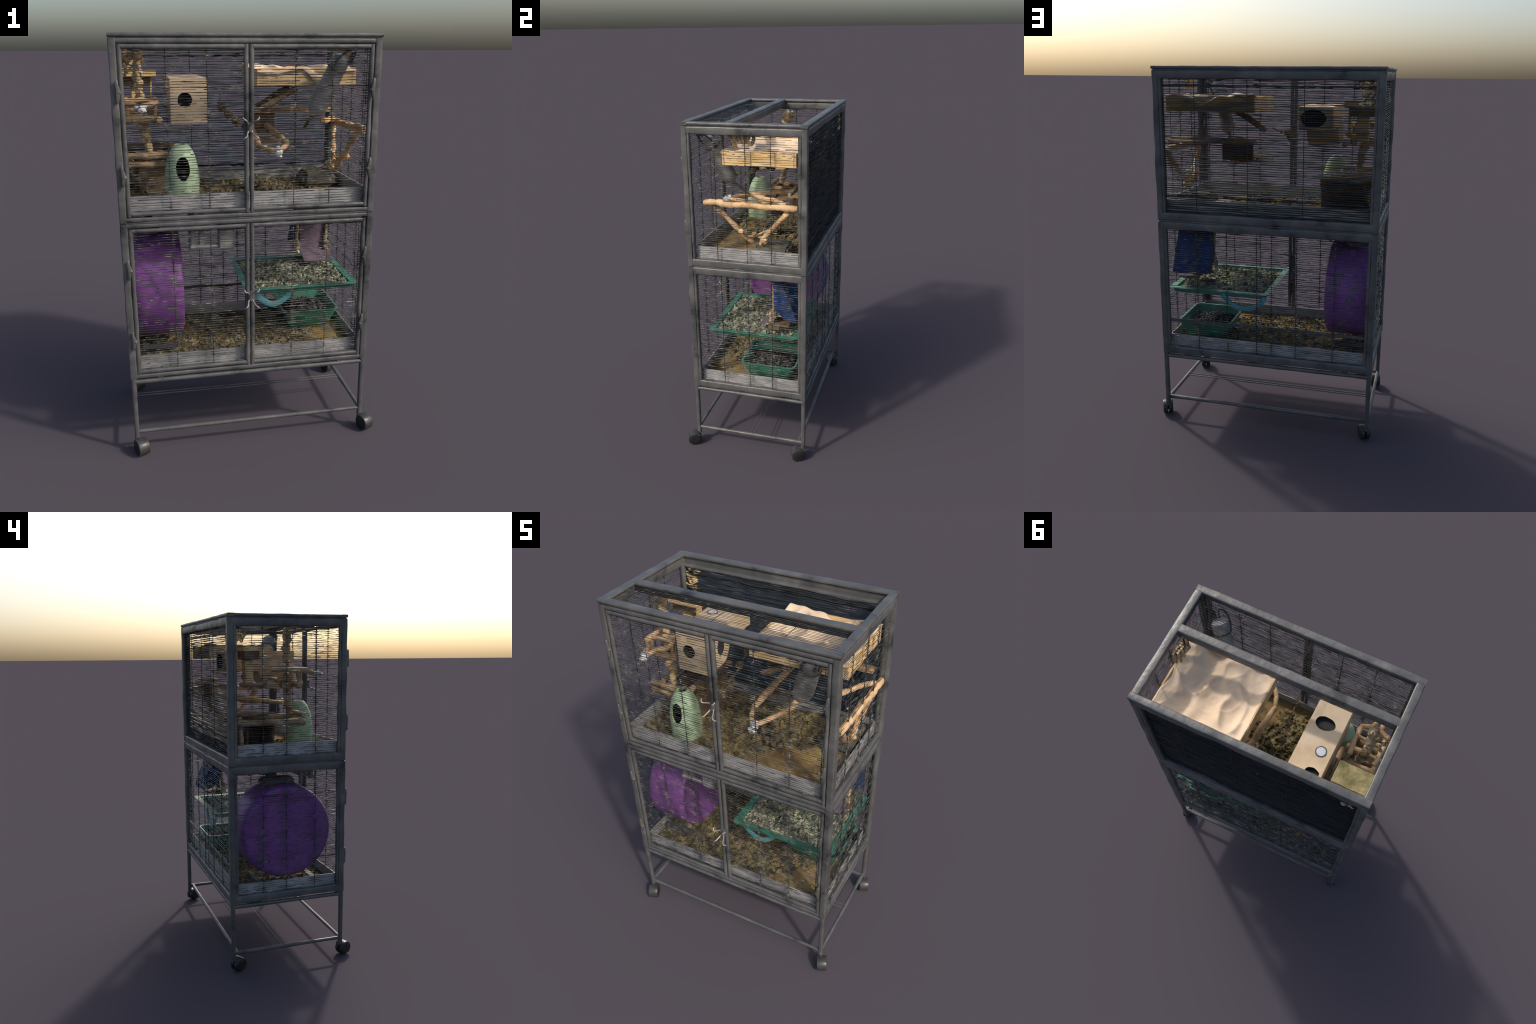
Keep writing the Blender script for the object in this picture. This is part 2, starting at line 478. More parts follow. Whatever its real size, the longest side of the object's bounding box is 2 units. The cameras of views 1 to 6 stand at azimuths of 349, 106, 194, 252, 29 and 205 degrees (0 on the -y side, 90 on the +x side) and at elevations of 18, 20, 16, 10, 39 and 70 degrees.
# wires in the front strip of the lid
g = Geo()
for i in range(15):
    y = -.275 + i*.0125 + (random.random()-.5)*.003
    path = [p + V((0, .001*fbm((p.x*8, i*2, 0), 1, 2), .0012*fbm((p.x*8, i*2, 5), 1, 2))) for p in seg((X0+.035, y, 1.981), (X1-.035, y, 1.981), .03)]
    sweep(g, path, circle(.0011, 4), scale=[max(.4, 1+.6*fbm((p.x*10, i*3, 1), 1, 2)) for p in path])
for x in (-.4, -.05, .3):
    sweep(g, seg((x, Y0+.03, 1.979), (x, -.065, 1.979), .03), circle(.0016, 5))
g.obj("lid_wires", M_wire, cage, smooth=False, stuff=True)

# ---- stand
g = Geo()
LEG = [(-.602, -.309), (.565, -.309), (.567, .355), (-.603, .355)]
for x, y in LEG:
    bar(g, (x, y, .07), (x, y, .42), .024, .024, .001, r=.008)
g.obj("leg", M_frame, cage)
g = Geo()
for zr, wr in ((.390, .023), (.113, .020)):
    for i in range(4):
        (xa, ya), (xb, yb) = LEG[i], LEG[(i+1) % 4]
        inset = .024 if i == 2 and zr < .2 else 0
        bar(g, (xa, ya-inset, zr), (xb, yb-inset, zr), wr, wr, .0012, r=wr*.45)
g.obj("stand_rail", M_frame, cage)
g = Geo()
for y in (.028, .052):
    tube(g, [(-.60, y+.006, .118), (0, y, .117), (.56, y-.001, .118)], .003, 20, 6)
g.obj("shelf_wire", M_frame, cage)
g = Geo()
for x in (-.47, .44):
    for y in (-.307, .346):
        box(g, (x-.016, y-.010, .378), (x+.016, y+.010, .414), bevel=.004)
g.obj("stand_clamp", M_frame, cage)

# ---- castors: twin wheels under a hood
def castor(x, y, ang, ox, oy):
    e = bpy.data.objects.new("castor", None)
    e.location = (x+ox, y+oy, 0)
    bpy.context.scene.collection.objects.link(e)
    e.parent = cage
    ax = V((math.cos(ang), math.sin(ang), 0))
    c = V((x+ox, y+oy, .040))
    side = ax.cross(V((0, 0, 1)))
    fs_ = 1 if side.y > 0 else -1
    def wheel(s):
        g = Geo()
        prof = [(.004, .0275), (.030, .0285), (.036, .026), (.0395, .020), (.0395, .008), (.037, .004), (.004, .004)]
        vs, fs = [], []
        k = 28
        for r, h in prof:
            for j in range(k):
                a = 2*math.pi*j/k
                vs.append(c + ax*(h*s) + side*(r*math.cos(a)) + V((0, 0, r*math.sin(a))))
        for i in range(len(prof)-1):
            for j in range(k):
                fs.append((i*k+j, i*k+(j+1) % k, (i+1)*k+(j+1) % k, (i+1)*k+j))
        fs += [tuple(range(k)), tuple((len(prof)-1)*k+j for j in range(k))]
        g.add(vs, fs)
        return g.obj("castor_wheel", M_castor, e)
    wheel(1); wheel(-1)
    g = Geo()
    path = []
    for i in range(17):                                     # hood arching over the wheels
        a = math.radians(-55 + 195*i/16)
        path.append(c - side*(.0385*math.cos(a)*fs_) + V((0, 0, .0385*math.sin(a))))
    sweep(g, path, rrect(.008, .056, .003), .0012, 40, None, tuple(ax))
    tube(g, [c, c+V((0, 0, .03)), V((x, y, .075)), V((x, y, .09))], .0115, 12, 8)
    g.obj("castor_hood", M_hood, e)

ca = math.radians(24)
for (lx, ly), (wx, wy) in zip(LEG, ((-.584, -.335), (.586, -.334), (.583, .327), (-.589, .324))):
    castor(lx, ly, ca, wx - lx, wy - ly)

# ------------------------------------------------------------- pans and litter
def pan(name, x0, x1, y0, y1, z0, z1, mats, t=.004, flare=0.0, parent=None, rad=.012, lip=0.0, k=5):
    """open tray: outer and inner rounded rectangles lofted together"""
    g = Geo()
    cx, cy, w, d = (x0+x1)/2, (y0+y1)/2, x1-x0, y1-y0
    rings = [(-flare, z0+.006, 0), (-flare-.006, z0, 0)]
    rings = [(-flare-.008, z0), (-flare, z0+.006), (0, z1), (lip, z1), (lip, z1+.002), (-t, z1+.002), (-t, z1-.002), (-flare-t, z0+t+.004), (-flare-.012, z0+t)]
    vs, fs = [], []
    for off, z in rings:
        sec = rrect(w+2*off, d+2*off, max(.003, rad+off*.5), k)
        vs += [(cx+a, cy+b, z) for a, b in sec]
    m = 4*k
    for i in range(len(rings)-1):
        for j in range(m):
            fs.append((i*m+j, i*m+(j+1) % m, (i+1)*m+(j+1) % m, (i+1)*m+j))
    fs += [tuple(range(m)), tuple((len(rings)-1)*m+j for j in range(m))]
    g.add(vs, fs)
    return g.obj(name, mats, parent)

pan("floor_pan", -.588, .546, -.281, .328, 1.214, 1.300, M_pan, parent=cage)
pan("floor_pan", -.588, .546, -.281, .328, .432, .512, M_pan, parent=cage)

def litter(name, x0, x1, y0, y1, zb, hfun, step, mats, sel, parent):
    g = Geo()
    nx, ny = int((x1-x0)/step), int((y1-y0)/step)
    vs = []
    for j in range(ny+1):
        for i in range(nx+1):
            x, y = x0+(x1-x0)*i/nx, y0+(y1-y0)*j/ny
            vs.append((x, y, zb + hfun(x, y)))
    n0 = len(vs)
    top = [(j*(nx+1)+i, j*(nx+1)+i+1, (j+1)*(nx+1)+i+1, (j+1)*(nx+1)+i) for j in range(ny) for i in range(nx)]
    base = len(g.v)
    for v in vs: g.v.append(v)
    for f in top:
        g.f.append(f)
        c = vs[f[0]]
        g.m.append(sel(c[0], c[1]))
    # skirt closing the mound downwards
    border = [i for i in range(nx+1)] + [j*(nx+1)+nx for j in range(1, ny+1)] + [ny*(nx+1)+i for i in range(nx-1, -1, -1)] + [j*(nx+1) for j in range(ny-1, 0, -1)]
    b0 = len(g.v)
    for i in border: g.v.append((vs[i][0], vs[i][1], zb-.002))
    nb = len(border)
    for i in range(nb):
        g.f.append((border[i], border[(i+1) % nb], b0+(i+1) % nb, b0+i)); g.m.append(0)
    return g.obj(name, mats, parent, angle=180)

def cell(x, y, s, z=0.0):
    d = noise.voronoi((x*s, y*s, z), distance_metric='DISTANCE')[0]
    return max(0.0, 1 - 1.5*d[0])

def smoothstep(a, b, x):
    t = min(1, max(0, (x-a)/(b-a)))
    return t*t*(3-2*t)

# how chunky the litter is: the front right of both floors is smooth matting
def rough_u(x, y):
    return 1 - smoothstep(-.02, .16, x - y*.9 - .12 + .12*fbm((x*5, y*5, 0), 1, 2))
def rough_l(x, y):
    return 1 - smoothstep(-.02, .14, x - y*.8 - .30 + .12*fbm((x*5, y*5, 3), 1, 2)) * smoothstep(.3, -.05, y)

def h_u(x, y):
    k = rough_u(x, y)
    return .004 + .008*(fbm((x*5, y*5, 1), 1, 3)+.4) + k*(.015*cell(x, y, 36) + .008*cell(x, y, 75, 4))
def h_l(x, y):
    k = rough_l(x, y)
    return .005 + .008*(fbm((x*5, y*5, 7), 1, 3)+.4) + k*(.012*cell(x, y, 48) + .007*cell(x, y, 90, 4))

litter("floor_litter", -.568, .541, -.276, .323, 1.226, h_u, .0065, [M_beddark, M_sand], lambda x, y: 0 if rough_u(x, y) > .35 else 1, cage)
litter("floor_litter", -.568, .541, -.276, .323, .444, h_l, .006, [M_pellet, M_sand], lambda x, y: 0 if rough_l(x, y) > .35 else 1, cage)

def chunks(name, n, x0, x1, y0, y1, zfun, r0, r1, m, parent, keep=lambda x, y: True, sub=1):
    g = Geo()
    while n > 0:
        n -= 1
        x, y = x0+(x1-x0)*random.random(), y0+(y1-y0)*random.random()
        if not keep(x, y): continue
        r = r0 + (r1-r0)*random.random()**2
        lump(g, (x, y, zfun(x, y)+r*.3), r, sub, .5, 1.3, squash=(1.3, .9, .65))
    return g.obj(name, m, parent, angle=55, stuff=True)

chunks("bark_chip", 1100, -.55, .52, -.25, .30, lambda x, y: 1.226+h_u(x, y), .005, .012, M_beddark, cage, lambda x, y: random.random() < rough_u(x, y)+.06, 2)
chunks("paper_pellet", 2600, -.55, .52, -.25, .30, lambda x, y: .444+h_l(x, y), .004, .0085, M_pellet, cage, lambda x, y: random.random() < rough_l(x, y)+.1)

# ---------------------------------------------------------- shelf tray (lower)
shelf = new_empty("litter_shelf", (.265, .045, .755), "flat green plastic shelf tray filled with pellets", "cage shelf")
shelf.parent = cage
pan("shelf_tray", -.012, .540, -.205, .292, .757, .786, M_teal, t=.016, flare=.004, parent=shelf, rad=.012, lip=.018)
def h_s(x, y):
    return .008*(fbm((x*6, y*6, 2), 1, 3)+.5) + .009*cell(x, y, 52) + .006*cell(x, y, 100, 3)
litter("shelf_litter", .010, .518, -.183, .270, .772, h_s, .006, [M_pelletg], lambda x, y: 0, shelf)
chunks("shelf_pellet", 1150, .012, .515, -.182, .268, lambda x, y: .772+h_s(x, y), .005, .0115, M_pelletg, shelf)
g = Geo()
for y, pts in ((-.185, [(.025, .768), (.06, .722), (.115, .692), (.175, .715), (.215, .768)]), (.293, [(-.008, .768), (.04, .715), (.112, .692), (.185, .712), (.242, .768)])):
    path = spline([(x, y, z) for x, z in pts], 24)
    sweep(g, path, rrect(.03, .012, .004), .001, 30, None, (0, 1, 0))
g.obj("shelf_handle", M_tealb, shelf)

# ------------------------------------------------------------- litter pan
lp = new_empty("litter_pan", (.36, .13, .462), "small green plastic tub heaped with dark peat", "litter box")
pan("tub", .215, .520, -.040, .285, .462, .574, M_teal, t=.006, flare=.042, parent=lp, rad=.035, lip=.006, k=7)
def h_p(x, y):
    r = math.hypot((x-.368)/.13, (y-.122)/.14)
    return .055*max(0, 1-r*r*.5) + .012*cell(x, y, 50) + .008*fbm((x*20, y*20, 0), 1, 2)
litter("tub_peat", .258, .478, .002, .244, .500, h_p, .005, [M_peat], lambda x, y: 0, lp)
chunks("peat_crumb", 420, .262, .474, .006, .24, lambda x, y: .500+h_p(x, y), .004, .010, M_peat, lp)

# ------------------------------------------------------------ exercise wheel
wh = new_empty("exercise_wheel", (-.435, .007, .497), "large purple plastic running wheel drum with closed back", "running wheel")
g = Geo()
WX0, WX1 = -.576, -.334
RW, WC = .2735, (0, .019, .787)
outer = [(.004, WX0+.006), (.16, WX0+.005), (.22, WX0+.002), (.242, WX0), (.256, WX0+.004), (.265, WX0+.014), (.271, WX0+.03), (RW, WX0+.06), (RW, WX1-.05),
         (.272, WX1-.015), (.267, WX1-.006), (.26, WX1-.001), (.252, WX1), (.244, WX1-.004), (.23, WX1-.012), (.12, WX1-.018), (.004, WX1-.018)]
chamfer_lathe(g, outer, WC, 72, 'x')
g.obj("wheel_drum", M_purple, wh, angle=35)
g = Geo()
chamfer_lathe(g, [(.004, WX1-.016), (.032, WX1-.016), (.03, WX1-.006), (.022, WX1-.002), (.004, WX1-.002)], WC, 24, 'x')
g.obj("wheel_hub", M_purple, wh)
g = Geo()
box(g, (-.525, -.045, 1.052), (-.43, .150, 1.094), .001, .03, bevel=.012)
box(g, (-.50, .06, 1.09), (-.46, .115, 1.215), bevel=.006)
g.obj("wheel_bracket", M_dgrey, wh)
g = Geo()
box(g, (-.55, .16, .486), (-.36, .20, .505), .001, .03, bevel=.006)
box(g, (-.55, -.17, .486), (-.36, -.13, .500), .001, .03, bevel=.006)
g.obj("wheel_foot", M_dgrey, wh)

# --------------------------------------------------------- hanging tunnel
sc = new_empty("hanging_tunnel", (.43, .2, .83), "hanging blue cloth tunnel with mauve lining and ropes", "hammock")
sc.parent = cage
def sheet(rows, n, t, name, m, parent, wob=.002):
    """thick cloth lofted through rows of points"""
    g = Geo()
    R_ = [spline(r, n) for r in rows]
    cols = [spline([r[j] for r in R_], 14) for j in range(n)]
    k = 14
    pts = [[cols[j][i] for j in range(n)] for i in range(k)]
    top, bot = [], []
    for i in range(k):
        for j in range(n):
            p = pts[i][j]
            du = pts[i][min(j+1, n-1)] - pts[i][max(j-1, 0)]
            dv = pts[min(i+1, k-1)][j] - pts[max(i-1, 0)][j]
            nn = du.cross(dv)
            nn = nn.normalized() if nn.length > 1e-9 else V((0, 0, 1))
            q = p + nn*wob*fbm(p, 22, 3)
            top.append(q + nn*t/2); bot.append(q - nn*t/2)
    N = k*n
    fs = []
    for i in range(k-1):
        for j in range(n-1):
            a, b, c, d = i*n+j, i*n+j+1, (i+1)*n+j+1, (i+1)*n+j
            fs += [(a, b, c, d), (N+d, N+c, N+b, N+a)]
    bd = [(0, j) for j in range(n)] + [(i, n-1) for i in range(1, k)] + [(k-1, j) for j in range(n-2, -1, -1)] + [(i, 0) for i in range(k-2, 0, -1)]
    bd = [i*n+j for i, j in bd]
    for i in range(len(bd)):
        a, b = bd[i], bd[(i+1) % len(bd)]
        fs.append((a, b, N+b, N+a))
    g.add(top+bot, fs)
    return g.obj(name, m, parent, angle=60)

sheet([[(.348, .180, 1.20), (.42, .178, 1.20), (.496, .180, 1.20)],
       [(.348, .174, 1.02), (.42, .172, 1.02), (.497, .174, 1.02)],
       [(.350, .168, .885), (.42, .166, .882), (.500, .162, .878)],
       [(.354, .082, .818), (.43, .072, .820), (.504, .062, .826)]], 12, .006, "front_flap", M_mauve, sc)
sheet([[(.335, .165, 1.20), (.43, .165, 1.20), (.515, .165, 1.20)],
       [(.325, .225, 1.07), (.43, .228, 1.07), (.523, .225, 1.07)],
       [(.318, .275, .96), (.43, .28, .96), (.528, .275, .95)],
       [(.312, .300, .885), (.43, .304, .878), (.530, .298, .875)]], 12, .012, "back_sheet", M_blue, sc)
sheet([[(.515, .16, 1.2), (.515, .167, 1.2), (.515, .174, 1.2)],
       [(.515, .165, 1.06), (.519, .2, 1.06), (.521, .23, 1.06)],
       [(.512, .17, .95), (.520, .22, .95), (.525, .27, .95)],
       [(.508, .215, .90), (.518, .25, .885), (.526, .292, .88)]], 10, .006, "side_sheet", M_blue, sc)
sheet([[(.34, .16, 1.2), (.34, .167, 1.2), (.34, .174, 1.2)],
       [(.332, .165, 1.06), (.332, .2, 1.06), (.330, .23, 1.06)],
       [(.33, .17, .95), (.325, .22, .95), (.320, .27, .95)],
       [(.33, .215, .90), (.322, .25, .885), (.314, .292, .88)]], 10, .006, "side_sheet", M_blue, sc)
g = Geo()
for x in (.328, .493):
    tube(g, [(x+.006, .168, 1.21), (x+.004, .166, 1.08), (x+.004, .162, .98), (x, .156, .90), (x+.003, .152, .85)], .010, 40, 9, .006, 60)
    for z in (.88, .905, .86):
        lump(g, (x, .145, z), .014, 2, .5)
g.obj("tunnel_rope", M_rope, sc)
g = Geo()
box(g, (.40, .15, .835), (.515, .255, .846), .002, .02, bevel=.003)
box(g, (.43, .13, .815), (.52, .20, .835), .003, .02, bevel=.003)
g.obj("tunnel_floor", M_bark, sc)

# -------------------------------------------------------------- dispenser
ds = new_empty("food_dispenser", (-.19, -.23, 1.03), "small grey bracket with feed box under the ceiling", "feeder")
ds.parent = cage
g = Geo()
bar(g, (-.298, -.252, 1.041), (-.150, -.252, 1.041), .026, .020, .001)
for x in (-.285, -.245):
    box(g, (x-.011, -.258, 1.045), (x+.011, -.238, 1.215), bevel=.003)
box(g, (-.165, -.275, 1.030), (-.088, -.205, 1.215), .001, .03, bevel=.005)
box(g, (-.30, -.19, 1.0), (-.28, -.165, 1.215), bevel=.003)
g.obj("feed_box", M_grey, ds)

# ============================================================ upper storey
# --- nest box with round holes
nb = new_empty("nest_box", (-.271, .0, 1.597), "pale wooden nest box with round dark entrance hole", "nest box")
nb.parent = cage
bm = bmesh.new()
prof = [(-.104, 1.597), (.045, 1.597), (.075, 1.612), (.093, 1.645), (.115, 1.690), (.318, 1.690), (.318, 1.806), (-.104, 1.806)]
va = [bm.verts.new((-.358, y, z)) for y, z in prof]
vb = [bm.verts.new((-.184, y, z)) for y, z in prof]
bm.faces.new(va); bm.faces.new(vb[::-1])
for i in range(len(prof)):
    j = (i+1) % len(prof)
    bm.faces.new((va[i], vb[i], vb[j], va[j]))
bmesh.ops.recalc_face_normals(bm, faces=bm.faces)
bmesh.ops.bevel(bm, geom=bm.edges[:], offset=.003, segments=2, affect='EDGES')
me = bpy.data.meshes.new("box_shell"); bm.to_mesh(me); bm.free()
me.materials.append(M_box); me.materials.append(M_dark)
shell = link("box_shell", me, M_box, nb, angle=30)

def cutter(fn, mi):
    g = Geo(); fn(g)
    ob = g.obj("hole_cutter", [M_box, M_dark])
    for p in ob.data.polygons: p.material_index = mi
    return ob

def carve(target, cut):
    md = target.modifiers.new("hole", 'BOOLEAN')
    md.operation = 'DIFFERENCE'; md.object = cut; md.solver = 'EXACT'
    dg = bpy.context.evaluated_depsgraph_get()
    m2 = bpy.data.meshes.new_from_object(target.evaluated_get(dg))
    target.modifiers.clear()
    old = target.data; target.data = m2; m2.name = old.name
    bpy.data.meshes.remove(old)
    cm = cut.data
    bpy.data.objects.remove(cut); bpy.data.meshes.remove(cm)
    m2.set_sharp_from_angle(angle=math.radians(35))

def disc_prism(g, c, axis, rx, ry, d, k=32, wob=0.1):
    c = V(c)
    A = {'y': (V((1, 0, 0)), V((0, 0, 1)), V((0, 1, 0))), 'z': (V((1, 0, 0)), V((0, 1, 0)), V((0, 0, 1))), 'x': (V((0, 1, 0)), V((0, 0, 1)), V((1, 0, 0)))}[axis]
    vs = []
    for s in (-1, 1):
        for j in range(k):
            a = 2*math.pi*j/k
            w_ = 1 + wob*fbm((math.cos(a)*1.3, math.sin(a)*1.3, c.x*40), 1, 2)
            vs.append(c + A[0]*rx*w_*math.cos(a) + A[1]*ry*w_*math.sin(a) + A[2]*d*s)
    fs = [tuple(range(k)), tuple(range(k, 2*k))] + [(j, (j+1) % k, k+(j+1) % k, k+j) for j in range(k)]
    g.add(vs, fs)

def ring(g, c, axis, r0, r1, h, k=36, wob=.06):
    c = V(c)
    A = {'y': (V((1, 0, 0)), V((0, 0, 1)), V((0, 1, 0))), 'z': (V((1, 0, 0)), V((0, 1, 0)), V((0, 0, 1)))}[axis]
    vs = []
    for rr, hh in ((r0, -h), (r0, h*.6), (r0*.5+r1*.5, h), (r1, h*.6), (r1, -h)):
        for j in range(k):
            a = 2*math.pi*j/k
            w_ = 1 + wob*fbm((math.cos(a)*2, math.sin(a)*2, c.y*40), 1, 2)
            vs.append(c + A[0]*rr*w_*math.cos(a) + A[1]*rr*w_*math.sin(a) + A[2]*hh)
    fs = [(i*k+j, i*k+(j+1) % k, ((i+1) % 5)*k+(j+1) % k, ((i+1) % 5)*k+j) for i in range(5) for j in range(k)]
    g.add(vs, fs)

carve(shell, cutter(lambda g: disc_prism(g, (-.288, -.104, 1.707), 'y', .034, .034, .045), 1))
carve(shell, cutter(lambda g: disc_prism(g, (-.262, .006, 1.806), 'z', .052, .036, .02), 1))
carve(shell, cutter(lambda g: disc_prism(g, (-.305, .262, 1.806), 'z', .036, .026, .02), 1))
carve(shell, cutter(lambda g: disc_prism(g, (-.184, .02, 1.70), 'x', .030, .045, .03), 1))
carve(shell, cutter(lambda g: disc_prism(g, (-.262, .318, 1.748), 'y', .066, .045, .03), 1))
g = Geo()
ring(g, (-.302, .147, 1.806), 'z', .021, .029, .003)
g.obj("plug_ring", M_dgrey, nb)
g = Geo()
disc_prism(g, (-.302, .147, 1.8065), 'z', .0225, .0225, .0025, wob=0)
g.obj("plug", M_plug, nb)

# --- mossy corner shelf, left rear
cs = new_empty("corner_shelf", (-.487, .21, 1.8), "small wooden corner shelf with mossy top", "cage shelf")
cs.parent = cage
g = Geo()
box(g, (-.580, .152, 1.803), (-.404, .270, 1.8305), .002, .02, bevel=.003, mi=0)
box(g, (-.575, .18, 1.758), (-.432, .262, 1.805), .002, .02, bevel=.003, mi=1)
box(g, (-.436, .19, 1.668), (-.425, .235, 1.806), .001, .02, bevel=.002, mi=0)
box(g, (-.53, .20, 1.632), (-.47, .245, 1.76), .002, .02, bevel=.004, mi=0)
lump(g, (-.428, .21, 1.668), .018, 2, .3)
g.obj("shelf_board", [M_pineh, M_bark], cs)
g = Geo()
box(g, (-.579, .153, 1.828), (-.405, .269, 1.8325), .002, .012, bevel=.002)
g.obj("moss_layer", M_moss, cs)
g = Geo()
for i in range(34):
    t = i/33
    lump(g, (-.535 + .03*fbm((t*6, 0, 0), 1, 2) + (random.random()-.5)*.055, .333 + (random.random()-.5)*.010, 1.928 - .115*t), .009+.006*random.random(), 2, .55, squash=(1.1, .8, 1), rot=Matrix.Identity(3))
g.obj("sisal_bundle", M_rope, cs)

# --- perches: log arms bent forward to a shiny clamp
def perch(name, loc, label, arms, tip, extra):
    e = new_empty(name, loc, label, "perch")
    e.parent = cage
    for a in arms:
        g = Geo()
        for p0, p1, r in a:
            log(g, p0, p1, r)
        g.obj("perch_arm", M_logl, e)
    g = Geo()
    for c, r in tip:
        lump(g, c, r, 2, .45, 2.2)
    g.obj("perch_clamp", M_tip, e)
    for nm, fn, m in extra:
        g = Geo(); fn(g); g.obj(nm, m, e)
    return e

def x_floor(g):
    log(g, (-.578, -.055, 1.620), (-.402, -.055, 1.620), .019)
    log(g, (-.412, -.135, 1.618), (-.412, .245, 1.616), .015)
    log(g, (-.57, .075, 1.648), (-.42, .075, 1.648), .011)
def x_posts(g):
    for x in (-.556, -.424):
        log(g, (x, -.055, 1.615), (x, -.052, 1.705), .013)
    log(g, (-.565, -.048, 1.703), (-.41, -.048, 1.703), .012)
def x_blocks(g):
    for x0, x1, y0, y1 in ((-.455, -.425, .05, .10), (-.56, -.52, .06, .135), (-.545, -.505, .0, .04)):
        box(g, (x0, y0, 1.60), (x1, y1, 1.645), .002, .015, bevel=.004)
perch("claw_perch", (-.49, 0, 1.62), "log perch frame with two bent arms and shiny clamp",
      [[((-.418, .06, 1.702), (-.418, -.117, 1.697), .0135), ((-.416, -.112, 1.697), (-.470, -.128, 1.690), .012), ((-.465, -.122, 1.69), (-.483, -.185, 1.678), .0115)],
       [((-.558, .06, 1.702), (-.558, -.118, 1.700), .0135), ((-.560, -.112, 1.700), (-.512, -.130, 1.690), .012), ((-.515, -.125, 1.69), (-.507, -.180, 1.674), .0115)]],
      [((-.487, -.195, 1.678), .019), ((-.494, -.212, 1.672), .014), ((-.508, -.188, 1.682), .010), ((-.478, -.19, 1.688), .010)],
      [("perch_floor", x_floor, M_log), ("perch_post", x_posts, M_log), ("wood_block", x_blocks, M_log)])

def c_rungs(g):
    for y, z in ((.02, 1.492), (.075, 1.500), (.20, 1.52)):
        log(g, (.055, y, z), (.215, y+.01, z-.004), .009)
    box(g, (.06, .283, 1.522), (.226, .30, 1.612), .002, .02, bevel=.003)
def c_ledge(g):
    box(g, (.045, .252, 1.607), (.528, .318, 1.619), .002, .02, bevel=.003)
    log(g, (.05, .262, 1.624), (.53, .262, 1.624), .011)
def c_sticks(g):
    log(g, (.082, -.045, 1.652), (.252, -.075, 1.757), .0155)
    log(g, (.075, .02, 1.662), (.235, .02, 1.757), .013)
perch("ladder_perch", (.14, .1, 1.48), "two sloping log arms meeting at a shiny clamp",
      [[((.088, .285, 1.538), (.060, -.102, 1.489), .017), ((.060, -.095, 1.488), (.082, -.165, 1.480), .013), ((.08, -.16, 1.480), (.122, -.215, 1.476), .012)],
       [((.178, .285, 1.540), (.228, .0, 1.482), .017), ((.229, .012, 1.483), (.188, -.112, 1.480), .0145), ((.192, -.105, 1.480), (.140, -.205, 1.476), .0125)]],
      [((.131, -.225, 1.475), .020), ((.124, -.245, 1.468), .015), ((.136, -.232, 1.452), .012), ((.13, -.21, 1.49), .012)],
      [("rung", c_rungs, M_bark), ("wall_ledge", c_ledge, M_log), ("climbing_stick", c_sticks, M_bark)])

def r_knots(g):
    for c, r in (((.505, .112, 1.352), .022), ((.502, .10, 1.335), .017), ((.50, .085, 1.37), .013), ((.545, -.005, 1.405), .016), ((.52, .06, 1.39), .012), ((.48, .13, 1.35), .013)):
        lump(g, c, r, 2, .5)
def r_strap(g):
    tube(g, [(.53, -.04, 1.43), (.525, .0, 1.385), (.52, .05, 1.375), (.51, .11, 1.40), (.505, .15, 1.42)], .005, 24, 7, .002, 50)
perch("branch_perch", (.52, .05, 1.34), "crooked pale branch held up by two slanting legs",
      [[((.555, -.215, 1.562), (.560, .312, 1.556), .0175)],
       [((.535, -.165, 1.545), (.500, .012, 1.362), .0165), ((.505, -.01, 1.378), (.507, .05, 1.335), .013)],
       [((.545, .262, 1.535), (.520, .155, 1.415), .0165), ((.522, .165, 1.42), (.500, .10, 1.355), .013)],
       [((.545, .25, 1.568), (.42, .03, 1.588), .014)]],
      [((.515, .0, 1.385), .006), ((.52, -.04, 1.58), .006)],
      [("root_knot", r_knots, M_logl), ("root_strap", r_strap, M_logl)])

# --- knotted hanging rope, left
kr = new_empty("knotted_rope", (-.485, -.01, 1.465), "hanging string of knotted wood and rope chunks", "chew toy")
kr.parent = cage
g = Geo()
axis = [(-.496, -.014, 1.918), (-.492, -.012, 1.90), (-.494, -.005, 1.82), (-.492, -.005, 1.73), (-.490, -.012, 1.64), (-.482, -.018, 1.575), (-.470, -.024, 1.515), (-.460, -.035, 1.458)]
tube(g, axis, .009, 60, 8, .004, 70)
pts = spline(axis, 44)
for i, p in enumerate(pts):
    big = .010 + .011*abs(math.sin(i*.9)) + .005*random.random()
    if p.z < 1.55: big *= .85
    lump(g, p + V(((random.random()-.5)*.012, (random.random()-.5)*.012, 0)), big, 2, .5, 1.9, squash=(1, 1, .85))
for i in range(16):
    t = i/15
    lump(g, (-.50 - .075*t, -.01 + .02*random.random(), 1.895 + .012*math.sin(t*9)), .009+.004*random.random(), 2, .5)
for i in range(9):
    lump(g, (-.56+.02*random.random(), .0+.03*random.random(), 1.915-.012*i), .009, 2, .5)
g.obj("rope_knots", M_rope, kr)

